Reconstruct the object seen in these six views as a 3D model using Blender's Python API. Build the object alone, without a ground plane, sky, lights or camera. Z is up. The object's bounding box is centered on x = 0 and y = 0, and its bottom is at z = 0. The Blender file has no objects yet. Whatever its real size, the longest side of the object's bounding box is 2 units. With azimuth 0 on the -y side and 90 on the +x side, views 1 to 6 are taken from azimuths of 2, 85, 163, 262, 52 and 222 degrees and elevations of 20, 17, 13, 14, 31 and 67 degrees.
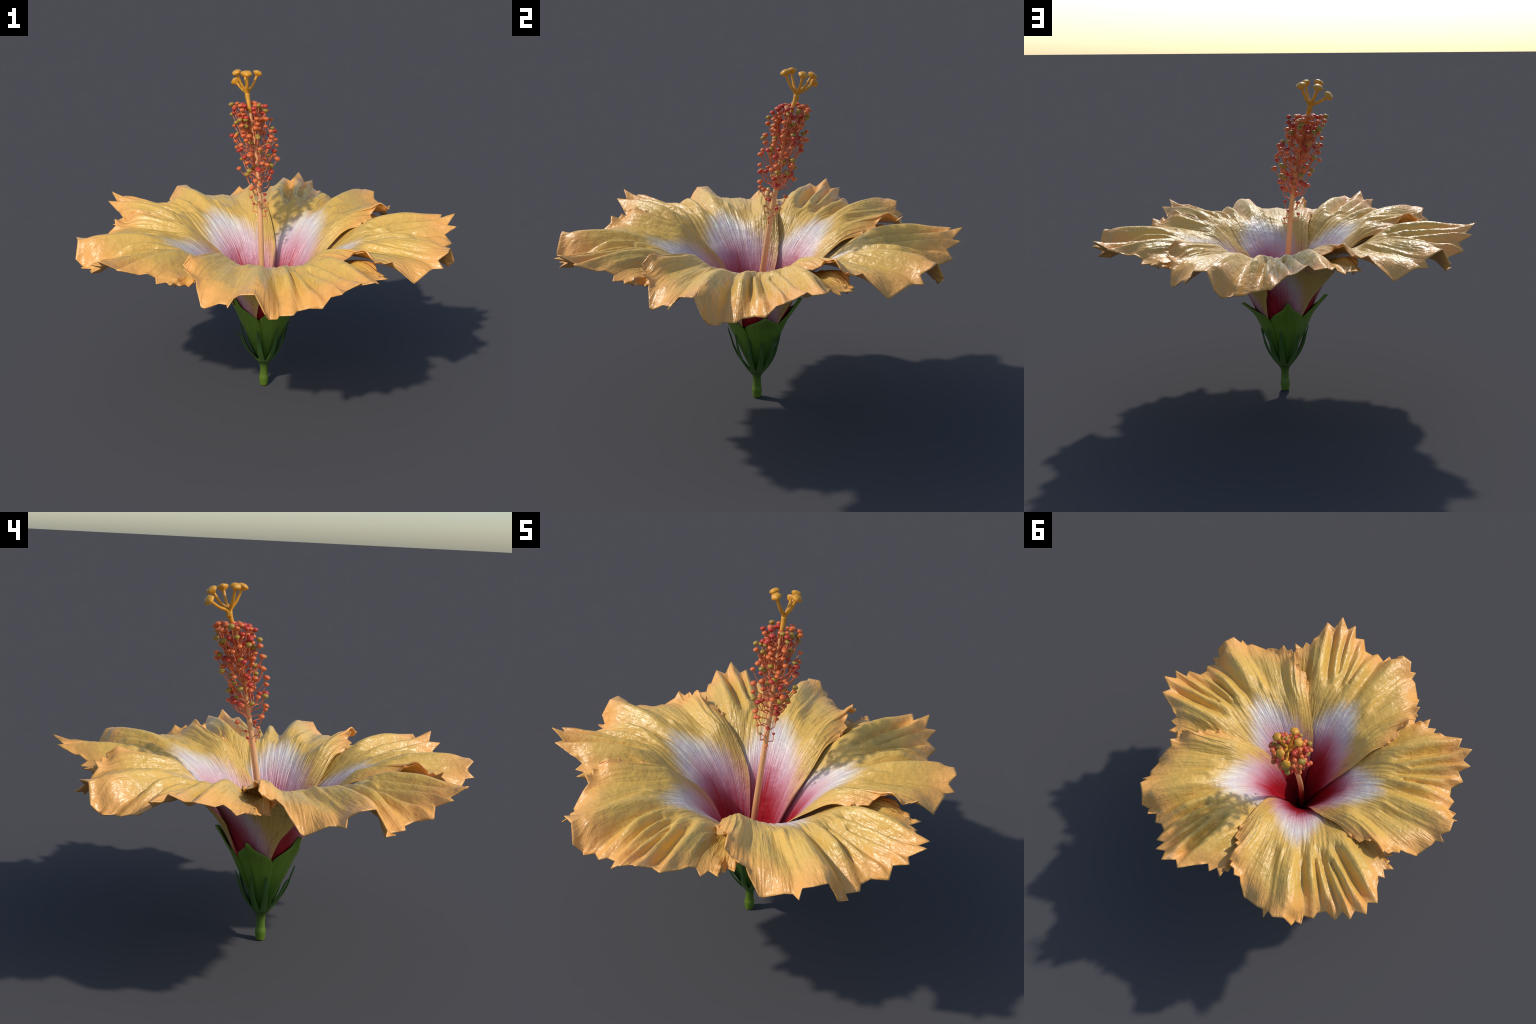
# A single open hibiscus flower standing on its cut stalk: five overlapping pleated petals
# (one petal shape, turned five times round a slightly leaning axis), calyx, epicalyx,
# staminal column with its stamens, and the five-branched pistil.
import bpy, math, random
import numpy as np
from mathutils import Matrix, Vector, noise

rng = random.Random(11)
AXIS_X, AXIS_Y = -0.0499, -0.0127          # where the flower axis meets the ground
LEAN_X, LEAN_Y = 0.0213, 0.0067            # lean of the axis per metre of height

# ------------------------------------------------------------------ helpers
def axis_matrix():
    d = Vector((LEAN_X, LEAN_Y, 1.0)).normalized()
    q = Vector((0, 0, 1)).rotation_difference(d)
    return Matrix.Translation((AXIS_X, AXIS_Y, 0)) @ q.to_matrix().to_4x4()
AXIS = axis_matrix()

def turned(deg):
    return AXIS @ Matrix.Rotation(math.radians(deg), 4, 'Z')

def mesh_from(name, verts, faces, smooth=True):
    me = bpy.data.meshes.new(name)
    me.from_pydata([tuple(map(float, v)) for v in verts], [], faces)
    me.validate()
    if smooth:
        me.polygons.foreach_set("use_smooth", [True] * len(me.polygons))
    me.update()
    return me

def add(name, me, parent, matrix=None, mat=None):
    ob = bpy.data.objects.new(name, me)
    bpy.context.scene.collection.objects.link(ob)
    ob.parent = parent
    if matrix is not None:
        ob.matrix_local = matrix
    if mat is not None and me is not None and not me.materials:
        me.materials.append(mat)
    return ob

def grid_faces(nu, nv, closed=False):
    f = []
    for i in range(nu - 1):
        for j in range(nv - (0 if closed else 1)):
            k = (j + 1) % nv
            f.append((i * nv + j, i * nv + k, (i + 1) * nv + k, (i + 1) * nv + j))
    return f

def catmull(pts, n):
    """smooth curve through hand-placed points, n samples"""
    P = np.array(pts, float)
    P = np.vstack([2 * P[0] - P[1], P, 2 * P[-1] - P[-2]])
    out = []
    m = len(P) - 3
    for s in np.linspace(0, m, n):
        i = min(int(s), m - 1); t = s - i
        a, b, c, d = P[i:i + 4]
        out.append(0.5 * (2 * b + (c - a) * t + (2 * a - 5 * b + 4 * c - d) * t * t + (3 * b - a - 3 * c + d) * t ** 3))
    return np.array(out)

def tube(path, radii, sides=12, caps=True):
    path = np.array(path, float); n = len(path)
    V, F = [], []
    tang = np.gradient(path, axis=0); tang /= np.linalg.norm(tang, axis=1)[:, None]
    up = Vector((1, 0, 0.01))
    for i in range(n):
        t = Vector(tang[i]); a = (up - t * up.dot(t)).normalized(); b = t.cross(a); up = a
        for j in range(sides):
            w = 2 * math.pi * j / sides
            V.append(Vector(path[i]) + (a * math.cos(w) + b * math.sin(w)) * radii[i])
    F = grid_faces(n, sides, True)
    if caps:
        V += [Vector(path[0]), Vector(path[-1])]
        for j in range(sides):
            F.append((len(V) - 2, (j + 1) % sides, j))
            F.append((len(V) - 1, (n - 1) * sides + j, (n - 1) * sides + (j + 1) % sides))
    return V, F

# ------------------------------------------------------------------ node helpers
class Nodes:
    def __init__(self, name):
        self.m = bpy.data.materials.new(name); self.m.use_nodes = True
        self.t = self.m.node_tree; self.t.nodes.clear()
        self.out = self.t.nodes.new("ShaderNodeOutputMaterial")
        self.bsdf = self.t.nodes.new("ShaderNodeBsdfPrincipled")
        self.t.links.new(self.bsdf.outputs[0], self.out.inputs[0])
    def put(self, sock, val):
        if isinstance(val, bpy.types.NodeSocket): self.t.links.new(val, sock)
        elif val is not None:
            if hasattr(sock.default_value, "__len__") and len(sock.default_value) == 4 and len(val) == 3: val = (*val, 1)
            sock.default_value = val
    def math(self, op, a, b=None, c=None, clamp=False):
        n = self.t.nodes.new("ShaderNodeMath"); n.operation = op; n.use_clamp = clamp
        for s, v in zip(n.inputs, (a, b, c)): self.put(s, v)
        return n.outputs[0]
    def ramp(self, val, lo, hi, a=0.0, b=1.0, smooth=True):
        n = self.t.nodes.new("ShaderNodeMapRange"); n.interpolation_type = 'SMOOTHSTEP' if smooth else 'LINEAR'
        for s, v in zip((0, 1, 2, 3, 4), (val, lo, hi, a, b)): self.put(n.inputs[s], v)
        return n.outputs[0]
    def mix(self, f, a, b):
        n = self.t.nodes.new("ShaderNodeMix"); n.data_type = 'RGBA'
        self.put(n.inputs[0], f); self.put(n.inputs[6], a); self.put(n.inputs[7], b)
        return n.outputs[2]
    def noise(self, vec, scale, detail=3, rough=0.5, dist=0.0):
        n = self.t.nodes.new("ShaderNodeTexNoise")
        self.put(n.inputs["Vector"], vec); n.inputs["Scale"].default_value = scale
        n.inputs["Detail"].default_value = detail; n.inputs["Roughness"].default_value = rough
        n.inputs["Distortion"].default_value = dist
        return n.outputs[0]
    def combine(self, x, y, z):
        n = self.t.nodes.new("ShaderNodeCombineXYZ")
        for s, v in zip(n.inputs, (x, y, z)): self.put(s, v)
        return n.outputs[0]
    def xyz(self, out="Object"):
        c = self.t.nodes.new("ShaderNodeTexCoord"); s = self.t.nodes.new("ShaderNodeSeparateXYZ")
        self.t.links.new(c.outputs[out], s.inputs[0])
        return c.outputs[out], s.outputs[0], s.outputs[1], s.outputs[2]
    def bump(self, h, strength, dist):
        n = self.t.nodes.new("ShaderNodeBump")
        n.inputs["Strength"].default_value = strength; n.inputs["Distance"].default_value = dist
        self.put(n.inputs["Height"], h)
        self.t.links.new(n.outputs[0], self.bsdf.inputs["Normal"])
    def set(self, color=None, rough=None, spec=None, **k):
        self.put(self.bsdf.inputs["Base Color"], color)
        self.put(self.bsdf.inputs["Roughness"], rough)
        self.put(self.bsdf.inputs["Specular IOR Level"], spec)
        for n, v in k.items(): self.put(self.bsdf.inputs[n.replace("_", " ")], v)

# ------------------------------------------------------------------ petal shape
# The toothed margin, walked from the tucked-under side to the overlapping side:
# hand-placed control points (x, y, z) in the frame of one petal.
MARGIN = [
    (-.655, .033, .884), (-.706, .056, .886), (-.749, .101, .848), (-.779, .095, .855), (-.744, .128, .850),
    (-.789, .134, .857), (-.788, .157, .862), (-.838, .162, .874), (-.792, .200, .868), (-.830, .234, .870),
    (-.793, .255, .885), (-.819, .282, .911), (-.835, .316, .905), (-.899, .394, .939), (-.853, .426, .928),
    (-.896, .493, .969), (-.827, .508, .921), (-.840, .564, .923), (-.772, .546, .888), (-.770, .605, .853),
    (-.694, .595, .832), (-.659, .633, .822), (-.664, .671, .816), (-.608, .693, .806), (-.630, .740, .816),
    (-.592, .750, .804), (-.599, .788, .845), (-.552, .797, .925), (-.499, .835, .923), (-.451, .818, .888),
    (-.450, .858, .858), (-.416, .823, .852), (-.383, .833, .853), (-.293, .828, .804), (-.280, .836, .811),
    (-.222, .798, .873), (-.200, .775, .900), (-.172, .794, .930), (-.148, .764, .915), (-.118, .765, .933),
    (-.111, .740, .921), (-.095, .745, .943), (-.104, .697, .964), (-.076, .650, .948), (-.058, .652, .961),
    (-.056, .622, .923), (-.019, .618, .911), (-.008, .575, .900), (-.002, .564, .883), (.010, .545, .907)]

# Crests and hollows of the big folds, each walked outward from the throat side to the rim:
# (radius, azimuth, height) along the fold
FOLDS = {
    "tucked_hollow": [(.58, 162.6, .876), (.65, 162.6, .891), (.70, 162.3, .896), (.80, 161.7, .902), (.893, 159.3, .905)],
    "tucked_crest": [(.60, 167.6, .866), (.65, 167.5, .870), (.75, 168.5, .877), (.854, 169, .874)],
    "outer_tucked_crest": [(.62, 172.3, .884), (.66, 172.8, .890), (.70, 173.4, .884), (.75, 173.4, .867), (.785, 173, .855)],
    "crest_to_first_tooth": [(.50, 152, .882), (.575, 154, .925), (.65, 155.5, .946), (.75, 155.3, .949), (.85, 155.7, .946), (.982, 156.3, .939)],
    "hollow_after_first_tooth": [(.58, 150.2, .888), (.72, 151.4, .888), (.80, 151.7, .886), (.90, 152.6, .900), (.953, 153.5, .928)],
    "crest_to_second_tooth": [(.54, 146.3, .892), (.60, 146.8, .915), (.65, 147.2, .926), (.70, 147.9, .927), (.75, 149, .931), (.85, 149.7, .936), (.95, 150.4, .946), (1.023, 151.2, .969)],
    "hollow_after_second_tooth": [(.66, 145.6, .890), (.78, 147.1, .894), (.87, 147.6, .900), (.97, 148.4, .921)],
    "crest_to_third_tooth": [(.58, 143.6, .893), (.70, 144.4, .905), (.76, 145, .913), (.85, 145.5, .927), (.94, 145.9, .930), (1.012, 146.1, .923)],
    "hollow_after_third_tooth": [(.58, 141.2, .878), (.66, 142, .876), (.76, 142.6, .871), (.87, 143.3, .876), (.946, 144.7, .888)],
    "crest_to_fourth_tooth": [(.56, 138.6, .888), (.62, 138.9, .898), (.68, 139.3, .904), (.75, 139.7, .906), (.85, 140.4, .897), (.93, 141.1, .882), (.979, 141.8, .853)],
    "narrow_hollow": [(.62, 137.6, .884), (.68, 137.8, .882), (.75, 138, .870), (.84, 138.2, .852), (.914, 139.3, .832)],
    "crest_that_droops": [(.50, 136.9, .878), (.58, 136.3, .910), (.65, 136, .921), (.732, 135.5, .931), (.78, 135.5, .912), (.86, 135.2, .865), (.944, 134.7, .816)],
    "deep_hollow": [(.52, 131, .872), (.58, 130.6, .876), (.65, 130.6, .878), (.72, 130.8, .876), (.80, 131, .858), (.88, 131, .840), (.922, 131.3, .806)],
    "crest_to_round_lobe": [(.52, 126, .886), (.58, 125.8, .912), (.65, 126.2, .929), (.75, 127.1, .931), (.85, 127.7, .923), (.90, 127.6, .913), (.945, 127, .888)],
    "top_of_round_lobe": [(.58, 122.4, .905), (.66, 122.4, .928), (.75, 122.4, .931), (.85, 121.9, .920), (.92, 121.8, .920), (.973, 120.9, .923)],
    "crest_to_low_lobe": [(.52, 118.6, .888), (.575, 118.8, .914), (.65, 119.5, .914), (.75, 118.5, .897), (.85, 118, .880), (.969, 117.7, .858)],
    "second_crest_to_low_lobe": [(.52, 116, .887), (.58, 116, .886), (.65, 115.4, .882), (.72, 114.9, .886), (.78, 114.6, .886), (.86, 114.7, .872), (.917, 114.7, .853)],
    "low_lobe": [(.548, 112, .892), (.62, 111.6, .898), (.70, 111.2, .902), (.76, 110.5, .899), (.81, 109.8, .878), (.878, 109.5, .804)],
    "hollow_beside_low_lobe": [(.46, 106, .870), (.54, 106, .886), (.63, 106, .893), (.72, 106.2, .893), (.82, 105.5, .874)],
    "fold_to_curled_tip": [(.30, 94, .766), (.36, 96, .834), (.425, 97, .897), (.48, 98, .917), (.55, 99, .934), (.63, 99, .952), (.70, 98.5, .964)],
}
# the smooth cup inside the folds
CUP = [(.30, 112, .752), (.30, 131, .738), (.30, 143, .732), (.36, 120, .797), (.36, 135, .786), (.42, 111, .850), (.42, 119, .840), (.42, 131, .834), (.43, 140, .836), (.44, 148, .836),
       (.30, 152, .722), (.30, 166, .706), (.30, 182, .692), (.37, 152, .780), (.37, 168, .766), (.37, 184, .754), (.43, 158, .822), (.43, 170, .814), (.43, 181, .804), (.52, 170, .858), (.52, 178, .848), (.59, 172, .872)]


# Side edges: azimuth of the tucked-under (ccw) and overlapping (cw) edge against radius
UNDER_AZ = ([.03, .10, .16, .18, .21, .24, .27, .35, .45, .55, .655], [182, 183, 185, 188, 192, 197, 199, 197, 190, 183, 177.1])
OVER_AZ = ([.03, .15, .20, .25, .30, .35, .40, .45, .50, .545], [88, 76, 75.7, 76.5, 78.4, 80, 82, 84.4, 86.9, 88.9])
# Height of the limb against radius along the two edges and down the middle
UNDER_Z = ([.03, .07, .10, .14, .16, .18, .21, .24, .27, .35, .45, .55, .655, .75, 1.0], [.18, .26, .33, .43, .472, .524, .578, .622, .655, .733, .805, .852, .884, .89, .87])
OVER_Z = ([.03, .06, .10, .15, .20, .25, .30, .35, .40, .45, .50, .545, .62, .75, 1.0], [.19, .30, .40, .52, .628, .705, .747, .786, .819, .850, .874, .898, .915, .91, .87])
MID_Z = ([.03, .06, .10, .15, .20, .30, .40, .50, .55, .65, .72, .80, .90, 1.0], [.185, .28, .37, .485, .59, .720, .813, .872, .890, .900, .905, .895, .88, .86])

def lerp_table(t, r):
    return np.interp(r, t[0], t[1])

def smooth_z(t, r):
    """table lookup, softened so that no ring shows"""
    r = np.asarray(r); w = 0.03
    return sum(np.interp(np.maximum(r + d * w, .03), t[0], t[1]) * k for d, k in ((-1, .2), (-.5, .2), (0, .2), (.5, .2), (1, .2)))

def base_height(r, a):
    """a = 0 on the tucked-under edge, 1 on the overlapping edge"""
    u, m, o = smooth_z(UNDER_Z, r), smooth_z(MID_Z, r), smooth_z(OVER_Z, r)
    a = np.clip(a, 0, 1)
    return u * (1 - a) * (1 - 2 * a) + 4 * m * a * (1 - a) + o * a * (2 * a - 1)

def across_at(r, az):
    inner = (lerp_table(UNDER_AZ, r) - az) / (lerp_table(UNDER_AZ, r) - lerp_table(OVER_AZ, r))
    return np.clip(inner, 0, 1)

def limb(r, az):
    return base_height(r, across_at(r, az))

def thin_plate(px, py, pv, stiff=1e-4):
    """smooth sheet through scattered control points"""
    n = len(px)
    k = lambda d2: np.maximum(d2, 1e-14) ** .75          # a low power keeps the fold lines crisp
    K = k((px[:, None] - px) ** 2 + (py[:, None] - py) ** 2) + np.eye(n) * stiff
    Q = np.column_stack([np.ones(n), px, py])
    A = np.block([[K, Q], [Q.T, np.zeros((3, 3))]])
    w = np.linalg.solve(A, np.concatenate([pv, np.zeros(3)]))
    def f(x, y):
        d2 = (x[:, None] - px) ** 2 + (y[:, None] - py) ** 2
        return k(d2) @ w[:n] + w[n] + w[n + 1] * x + w[n + 2] * y
    return f

def fold_field():
    pts = [(math.hypot(x, y), math.degrees(math.atan2(y, x)) % 360, z) for x, y, z in MARGIN]
    for c in FOLDS.values():
        c = np.array(c)
        for q in np.arange(c[0, 0], c[-1, 0] - .012, .018):
            pts.append((q, np.interp(q, c[:, 0], c[:, 1]), np.interp(q, c[:, 0], c[:, 2])))
    pts += CUP
    for rr in (.06, .13, .20):
        for a in (0, .25, .5, .75, 1):
            az = lerp_table(UNDER_AZ, rr) * (1 - a) + lerp_table(OVER_AZ, rr) * a
            pts.append((rr, az, float(limb(rr, az))))
    for rr in (.27, .36, .45, .54):
        for t in (UNDER_AZ, OVER_AZ):
            az = float(lerp_table(t, rr)); pts.append((rr, az, float(limb(rr, az))))
    p = np.array(pts)
    return thin_plate(p[:, 0] * np.cos(np.radians(p[:, 1])), p[:, 0] * np.sin(np.radians(p[:, 1])), p[:, 2] - limb(p[:, 0], p[:, 1]))

def build_petal():
    M = np.array(MARGIN)
    field = fold_field()
    sub = 5
    idx = np.linspace(0, len(M) - 1, (len(M) - 1) * sub + 1)
    lin = lambda v: np.interp(idx, range(len(M)), v)
    ex, ey, ez = lin(M[:, 0]), lin(M[:, 1]), lin(M[:, 2])
    er, eaz = np.hypot(ex, ey), np.degrees(np.arctan2(ey, ex)) % 360
    # inner ribs must not cross: monotone position across the petal
    ea = (177.1 - eaz) / (177.1 - 88.9)
    mono = 0.5 * (np.maximum.accumulate(ea) + np.minimum.accumulate(ea[::-1])[::-1])
    across = mono + 2e-3 * np.linspace(0, 1, len(ea))
    across = (across - across[0]) / (across[-1] - across[0])
    rows = 80
    u = np.linspace(0, 1, rows) ** 0.95
    nv = len(ex)
    P = np.zeros((rows, nv, 3))
    rim_err = ez - (limb(er, eaz) + field(ex, ey))
    for i, t in enumerate(u):
        r = .03 + (er - .03) * t
        w = np.clip((r / er - .40) / .60, 0, 1)
        a_in = lerp_table(UNDER_AZ, r) + (lerp_table(OVER_AZ, r) - lerp_table(UNDER_AZ, r)) * across
        k = w * w * (3 - 2 * w)
        ang = a_in * (1 - k) + eaz * k
        x, y = r * np.cos(np.radians(ang)), r * np.sin(np.radians(ang))
        z = limb(r, ang) + field(x, y) + rim_err * w ** 5
        # small radial creases between the big folds
        f = across * 30
        crease = np.array([.8 - 2.2 * abs(noise.noise((q, tt * 1.8, 3.1))) + .8 * noise.noise((q * 2.3, tt * 2.6, 9.7)) for q, tt in zip(f, r)])
        z = z + crease * .0055 * np.clip((r - .15) / .35, 0, 1) * np.clip((1 - t) * 6, 0, 1)
        P[i] = np.column_stack([x, y, z])
    return mesh_from("petal", P.reshape(-1, 3), grid_faces(rows, nv))

# margin radius against azimuth, for the orange rim in the material
def petal_material():
    N = Nodes("petal_skin")
    co, x, y, z = N.xyz()
    r = N.math('SQRT', N.math('ADD', N.math('MULTIPLY', x, x), N.math('MULTIPLY', y, y)))
    az = N.math('MULTIPLY', N.math('ARCTAN2', y, x), 180 / math.pi)
    az = N.math('ADD', az, N.math('MULTIPLY', N.math('LESS_THAN', az, -20.0), 360.0))
    # streak coordinates: fine across, long outward
    streak_vec = N.combine(N.math('MULTIPLY', az, .10), N.math('MULTIPLY', r, 2.2), 0.0)
    streak = N.noise(streak_vec, 2.2, 4, .6)
    fine = N.noise(N.combine(N.math('MULTIPLY', az, .42), N.math('MULTIPLY', r, 3.0), 2.0), 2.0, 3, .6)
    st = N.math('ADD', N.math('MULTIPLY', N.math('SUBTRACT', streak, .5), .16), N.math('MULTIPLY', N.math('SUBTRACT', fine, .5), .10))
    dr = N.math('ABSOLUTE', N.math('SUBTRACT', az, 131.0))
    right = N.math('GREATER_THAN', az, 131.0)
    f_red = N.math('ADD', N.math('ADD', r, st), N.math('MULTIPLY', dr, N.math('MULTIPLY_ADD', right, .0012, .0022)))
    dw = N.math('ABSOLUTE', N.math('SUBTRACT', az, 128.0))
    f_white = N.math('ADD', N.math('ADD', r, N.math('MULTIPLY', st, .8)), N.math('MULTIPLY', dw, .0072))
    mott = N.noise(co, 9.0, 5, .6)
    mott2 = N.noise(co, 34.0, 4, .65)
    yellow = N.mix(N.ramp(mott, .35, .68), (.80, .480, .100), (.72, .450, .100))
    yellow = N.mix(N.ramp(mott2, .45, .75, 0, .5), yellow, (.64, .405, .100))
    white = N.mix(N.ramp(streak, .42, .62), (.84, .76, .63), (.73, .61, .61))
    pink = (.66, .15, .27)
    red = N.mix(N.ramp(streak, .35, .65), (.48, .012, .024), (.34, .006, .014))
    col = N.mix(N.ramp(f_white, .44, .58), white, yellow)
    col = N.mix(N.ramp(f_red, .24, .44, .85, 0), col, pink)
    col = N.mix(N.ramp(f_red, .20, .33, 1, 0), col, red)
    # orange rim follows the margin
    curve = N.t.nodes.new("ShaderNodeFloatCurve")
    M = np.array(MARGIN); az_m = np.degrees(np.arctan2(M[:, 1], M[:, 0])) % 360; r_m = np.hypot(M[:, 0], M[:, 1])
    bins = [(80, .5), (90, .57), (94, .62), (98, .71), (103, .80), (110, .86), (118, .93), (125, .95), (132, .93), (139, .93), (147, .96), (155, .96), (162, .87), (170, .82), (175, .72), (178, .655), (185, .55)]
    pts = curve.mapping.curves[0].points
    for i, (a, v) in enumerate(bins):
        xx = (a - 60) / 140
        if i < 2:
            pts[i].location = (xx, v)
        else:
            pts.new(xx, v)
    curve.mapping.update()
    N.put(curve.inputs["Value"], N.math('DIVIDE', N.math('SUBTRACT', az, 60.0), 140.0))
    rim = N.math('ADD', N.math('SUBTRACT', curve.outputs[0], r), N.math('MULTIPLY', N.math('SUBTRACT', N.noise(co, 14.0, 3), .5), .10))
    col = N.mix(N.ramp(rim, 0.0, .20, .92, 0), col, (.88, .415, .105))
    N.set(col, .33, .6)
    # wrinkles: cells stretched along the veins plus grain
    vw = N.combine(N.math('MULTIPLY', az, .36), N.math('MULTIPLY', r, 3.2), 0.0)
    wr = N.noise(vw, 2.0, 4, .55, .5)
    vw2 = N.noise(co, 16.0, 3, .5, .3)
    vw3 = N.noise(co, 45.0, 2, .5, .3)
    h = N.math('ADD', N.math('ADD', wr, N.math('MULTIPLY', vw2, .9)), N.math('MULTIPLY', vw3, .22))
    N.bump(h, .5, .022)
    return N.m

# ------------------------------------------------------------------ build
flower = bpy.data.objects.new("hibiscus_flower", None)
bpy.context.scene.collection.objects.link(flower)
flower["label"] = "open golden hibiscus flower with red throat on short green stalk"
flower["category"] = "flower"

petal_me = build_petal()
petal_mat = petal_material()
petal_me.materials.append(petal_mat)
for k in range(5):
    p = add("petal", petal_me, flower, turned(72 * k))
    s = p.modifiers.new("leaf_thickness", 'SOLIDIFY'); s.thickness = .004; s.offset = 0; s.use_even_offset = False

# --- green parts
def green(name, base, tip, zlo, zhi, rough=.45):
    N = Nodes(name)
    co, x, y, z = N.xyz()
    g = N.mix(N.ramp(z, zlo, zhi), base, tip)
    ang = N.math('ARCTAN2', y, x)
    st = N.noise(N.combine(N.math('MULTIPLY', ang, 6.0), N.math('MULTIPLY', z, 1.2), 0.0), 3.0, 3)
    g = N.mix(N.ramp(st, .35, .7, 0, .45), g, tuple(c * .62 for c in tip))
    N.set(g, rough, .4)
    N.bump(st, .25, .01)
    return N.m
sepal_mat = green("sepal_green", (.060, .150, .014), (.150, .255, .022), .2, .45)
bract_mat = green("bract_green", (.075, .150, .020), (.055, .125, .026), .15, .35)
stem_mat = green("stem_green", (.120, .200, .014), (.060, .110, .015), .05, .17)

# stem with a swollen node, flaring into the epicalyx cup
prof = [(.0, .019), (.004, .0225), (.02, .0245), (.042, .0265), (.055, .025), (.066, .0225), (.09, .0215), (.112, .022), (.128, .0255), (.145, .036), (.160, .048), (.170, .055)]
pp = catmull(prof, 40)
V, F = [], []
for zz, rr in pp:
    for j in range(28):
        w = 2 * math.pi * j / 28
        V.append((rr * math.cos(w), rr * math.sin(w), zz))
F = grid_faces(len(pp), 28, True)
V += [(0, 0, 0), (0, 0, .165)]
for j in range(28):
    F.append((len(V) - 2, (j + 1) % 28, j)); F.append((len(V) - 1, (len(pp) - 1) * 28 + j, (len(pp) - 1) * 28 + (j + 1) % 28))
add("stem", mesh_from("stem", V, F), flower, AXIS.copy(), stem_mat)

# sepals
SEPAL_R = ([.15, .20, .25, .30, .35, .40, .45, .50, .54, .57], [.022, .045, .068, .090, .113, .135, .158, .190, .216, .235])
SEPAL_W = ([.15, .20, .42, .455, .48, .50, .515, .53, .545, .57], [38, 40, 39, 35, 26, 17, 10, 6, 4, .4])
def build_sepal(flare, height):
    V = []; nz, na = 40, 19
    for i in range(nz):
        zz = .15 + .42 * (i / (nz - 1))
        rr = np.interp(zz, *SEPAL_R); ww = np.interp(zz, *SEPAL_W)
        up = max(0, (zz - .44) / .13)
        zt = zz + up * up * height; rr = rr + up * up * flare
        for j in range(na):
            s = j / (na - 1) * 2 - 1
            a = math.radians(79.8 + s * ww)
            q = rr * (1 - .06 * s * s) + .004 * s + .003 * math.exp(-(s / .12) ** 2) * min(1, (zz - .15) * 8)
            V.append((q * math.cos(a), q * math.sin(a), zt))
    return mesh_from("sepal", V, grid_faces(nz, na))
for k in range(5):
    me = build_sepal((0, .010, -.02, .004, .010)[k], (0, -.01, .0, .01, -.03)[k])
    ob = add("sepal", me, flower, turned(72 * k), sepal_mat)
    m = ob.modifiers.new("thickness", 'SOLIDIFY'); m.thickness = .005; m.offset = 0

# epicalyx bracts
for a, lean in ((9, 0), (36, .004), (64, -.006), (107, .004), (145, 0), (181, -.002), (214, .02), (261, .006), (300, 0), (336, -.006)):
    spine = catmull([(.150, .036), (.190, .066), (.240, .096 + lean * .5), (.290, .116 + lean), (.340, .127 + lean * 1.5), (.380 + rng.uniform(-.015, .02), .139 + lean * 2)], 22)
    side = rng.uniform(-.012, .012)
    V = []; n = len(spine)
    for i, (zz, rr) in enumerate(spine):
        t = i / (n - 1)
        hw = np.interp(t, [0, .2, .5, .75, .92, 1], [.0175, .0155, .0125, .0075, .0035, .0006])
        for j in range(7):
            s = j / 3 - 1
            rad = rr + .004 * (s * s) * -1 + .002
            tang = s * hw + side * t * t
            V.append((rad, tang, zz))
    me = mesh_from("bract", V, grid_faces(n, 7))
    ob = add("bract", me, flower, turned(a), bract_mat)
    m = ob.modifiers.new("thickness", 'SOLIDIFY'); m.thickness = .004; m.offset = 0

# --- staminal column, style and stigmas (world frame: the column sways of its own accord)
COLUMN = [(-.0485, -.011, .20), (-.049, -.003, .40), (-.050, .012, .60), (-.0535, .048, .84), (-.0577, .085, 1.05),
          (-.0629, .1044, 1.15), (-.070, .122, 1.25), (-.0815, .143, 1.35), (-.097, .168, 1.45), (-.108, .192, 1.525)]
cpath = catmull(COLUMN, 120)
def col_at(zq):
    return np.array([np.interp(zq, cpath[:, 2], cpath[:, i]) for i in range(3)])
N = Nodes("column_flesh")
co, x, y, z = N.xyz()
c = N.mix(N.ramp(z, .40, .72), (.40, .012, .010), (.78, .40, .17))
c = N.mix(N.ramp(z, 1.05, 1.4), c, (.74, .34, .13))
c = N.mix(N.ramp(N.noise(co, 60.0), .4, .75, 0, .25), c, (.85, .52, .28))
N.set(c, .5, .35); N.bump(N.noise(co, 90.0), .15, .004)
column_mat = N.m
zz = cpath[:, 2]
V, F = tube(cpath, np.interp(zz, [.2, .5, .7, 1.0, 1.3, 1.46, 1.525], [.0175, .0170, .0158, .0130, .0105, .0095, .0080]), 20)
column = add("staminal_column", mesh_from("staminal_column", V, F), flower, None, column_mat)

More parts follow.
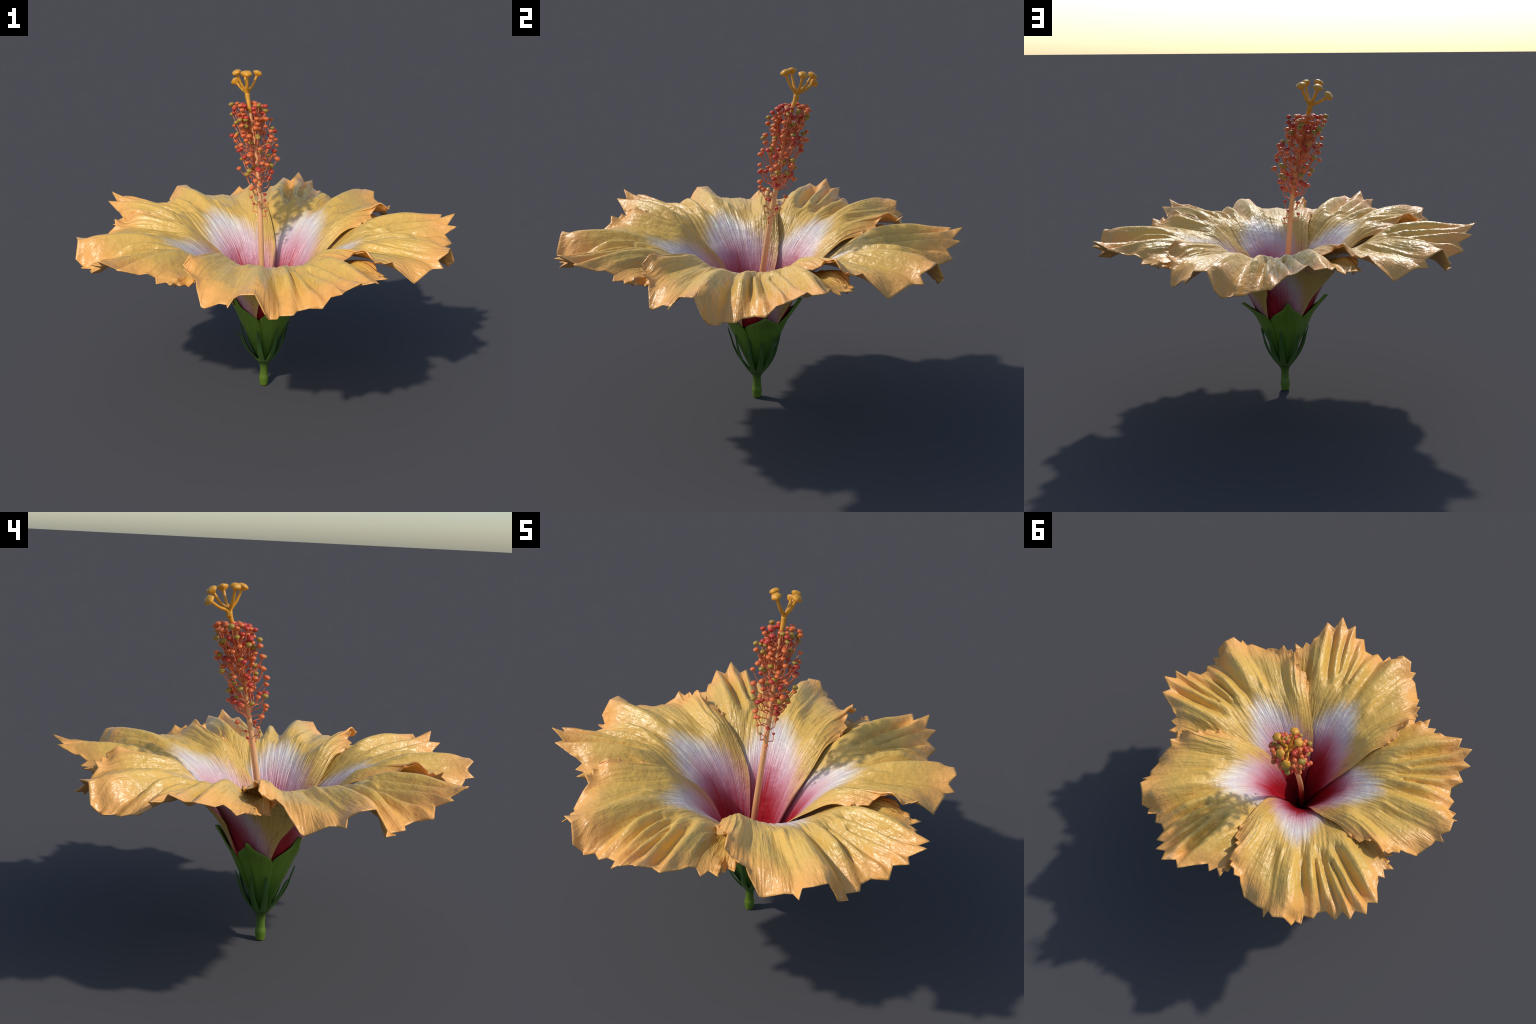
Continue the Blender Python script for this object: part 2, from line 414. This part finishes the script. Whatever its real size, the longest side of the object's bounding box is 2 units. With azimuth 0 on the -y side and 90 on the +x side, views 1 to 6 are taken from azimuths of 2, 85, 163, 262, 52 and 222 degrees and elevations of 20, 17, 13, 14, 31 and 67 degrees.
N = Nodes("pistil_gold")
co, x, y, z = N.xyz()
N.set(N.mix(N.ramp(N.noise(co, 40.0), .35, .7), (.74, .33, .022), (.66, .30, .03)), .40, .45)
N.bump(N.noise(co, 120.0), .2, .003)
gold = N.m
fork = np.array((-.117, .211, 1.585))
V, F = tube(catmull([(-.102, .180, 1.49), (-.109, .194, 1.53), (-.114, .205, 1.56), tuple(fork)], 14), np.linspace(.0090, .0135, 14), 14)
style = add("style", mesh_from("style", V, F), flower, None, gold)
HEADS = [(-.061, .238, 1.686), (-.112, .157, 1.695), (-.169, .193, 1.697), (-.131, .292, 1.676), (-.181, .305, 1.636)]
for h in HEADS:
    h = np.array(h); out = h - fork
    d = Vector(out).normalized()
    flat = np.array((out[0], out[1], 0)); flat /= np.linalg.norm(flat)
    start = fork + np.array((0, 0, -.022)) + flat * .003
    mid = fork + out * .45 + flat * .004 - np.array((0, 0, .004))
    head_dir = (d + Vector((0, 0, .9)) * .25).normalized()
    p = catmull([start, fork + out * .12, mid, h - np.array(head_dir) * .010], 14)
    V, F = tube(p, np.interp(np.linspace(0, 1, 14), [0, .3, .8, 1], [.0095, .0082, .0068, .0072]), 12)
    # five-sided cushion head
    base = len(V)
    ring = [(-.017, .006), (-.012, .014), (-.002, .0255), (.004, .0258), (.010, .021), (.0145, .011), (.0155, .002)]
    ax = head_dir; sx = ax.orthogonal().normalized(); sy = ax.cross(sx)
    spin = rng.uniform(0, 6.28); sides = 20
    for dz, rr in ring:
        for j in range(sides):
            w = 2 * math.pi * j / sides
            penta = 1 / max(math.cos((w % (2 * math.pi / 5)) - math.pi / 5), .1) * .84
            q = rr * (penta * .75 + .25)
            V.append(Vector(h) + ax * dz + (sx * math.cos(w + spin) + sy * math.sin(w + spin)) * q)
    F += [tuple(base + v for v in f) for f in grid_faces(len(ring), sides, True)]
    F.append(tuple(base + (len(ring) - 1) * sides + j for j in range(sides)))
    add("stigma", mesh_from("stigma", V, F), style, None, gold)

# --- stamens: filaments and anthers up the column, denser towards the top
def plain(name, a, b, rough):
    N = Nodes(name)
    co, x, y, z = N.xyz()
    info = N.t.nodes.new("ShaderNodeObjectInfo")
    c = N.mix(N.math('MULTIPLY', info.outputs["Random"], .8), a, b)
    N.set(N.mix(N.ramp(N.noise(co, 70.0), .4, .75, 0, .3), c, tuple(v * 1.25 for v in a)), rough, .45)
    return N.m
anther_mats = [plain("anther_red", (.55, .055, .028), (.44, .035, .022), .42),
               plain("anther_orange", (.72, .17, .045), (.62, .12, .03), .42),
               plain("anther_olive", (.40, .25, .03), (.32, .21, .035), .45)]
filament_mat = plain("filament_coral", (.70, .20, .085), (.62, .15, .06), .45)

anther_meshes = []
for mi, mat in enumerate(anther_mats):
    V = []; ring = [(-.0105, .0015), (-.0085, .006), (-.003, .0125), (.001, .0138), (.005, .0122), (.0088, .0068), (.0098, .001)]
    sides = 15
    for dz, rr in ring:
        for j in range(sides):
            w = 2 * math.pi * j / sides
            V.append((rr * math.cos(w) * (1.06 if math.cos(w) > 0 else .98), rr * math.sin(w), dz))
    F = grid_faces(len(ring), sides, True) + [tuple(range(sides))[::-1], tuple((len(ring) - 1) * sides + j for j in range(sides))]
    me = mesh_from("anther", V, F); me.materials.append(mat)
    anther_meshes.append(me)

COUNT = 158
golden = math.pi * (3 - math.sqrt(5))
for i in range(COUNT):
    t = (i + .5) / COUNT
    za = np.interp(t, [0, .06, .35, .62, .85, 1], [.985, 1.15, 1.33, 1.43, 1.50, 1.555]) + rng.uniform(-.02, .02)
    ang = i * golden + rng.uniform(-.5, .5)
    reach = np.interp(za, [.97, 1.05, 1.12, 1.3, 1.45, 1.52, 1.56], [.035, .062, .085, .100, .098, .085, .055]) * rng.uniform(.55, 1.16)
    small = np.interp(za, [.98, 1.08, 1.15], [.62, .88, 1.10]) * rng.uniform(.82, 1.1)
    drop = np.interp(za, [1.0, 1.2, 1.5], [.035, .070, .105]) * rng.uniform(.8, 1.15)
    dirv = np.array((math.cos(ang), math.sin(ang), 0))
    root = col_at(max(.955, za - drop)) + dirv * .007
    tip = col_at(za) + dirv * reach
    mid = root * .45 + tip * .55 + dirv * .012 - np.array((0, 0, .012))
    sidew = np.array((-dirv[1], dirv[0], 0)) * rng.uniform(-.012, .012)
    p = catmull([root, root * .75 + tip * .25 + dirv * .010 + sidew * .5, mid + sidew, tip], 10)
    V, F = tube(p, np.linspace(.0026, .0021, 10), 6)
    fil = add("filament", mesh_from("filament", V, F), column, None, filament_mat)
    aim = Vector(p[-1] - p[-3]).normalized()
    aim = (aim * .8 + Vector((0, 0, .5))).normalized()
    q = aim.to_track_quat('Z', 'X')
    me = anther_meshes[rng.choice((0, 0, 1, 1, 1, 1, 2, 2))]
    add("anther", me, column, Matrix.LocRotScale(Vector(tip) + aim * .006, q, Vector((small,) * 3)))
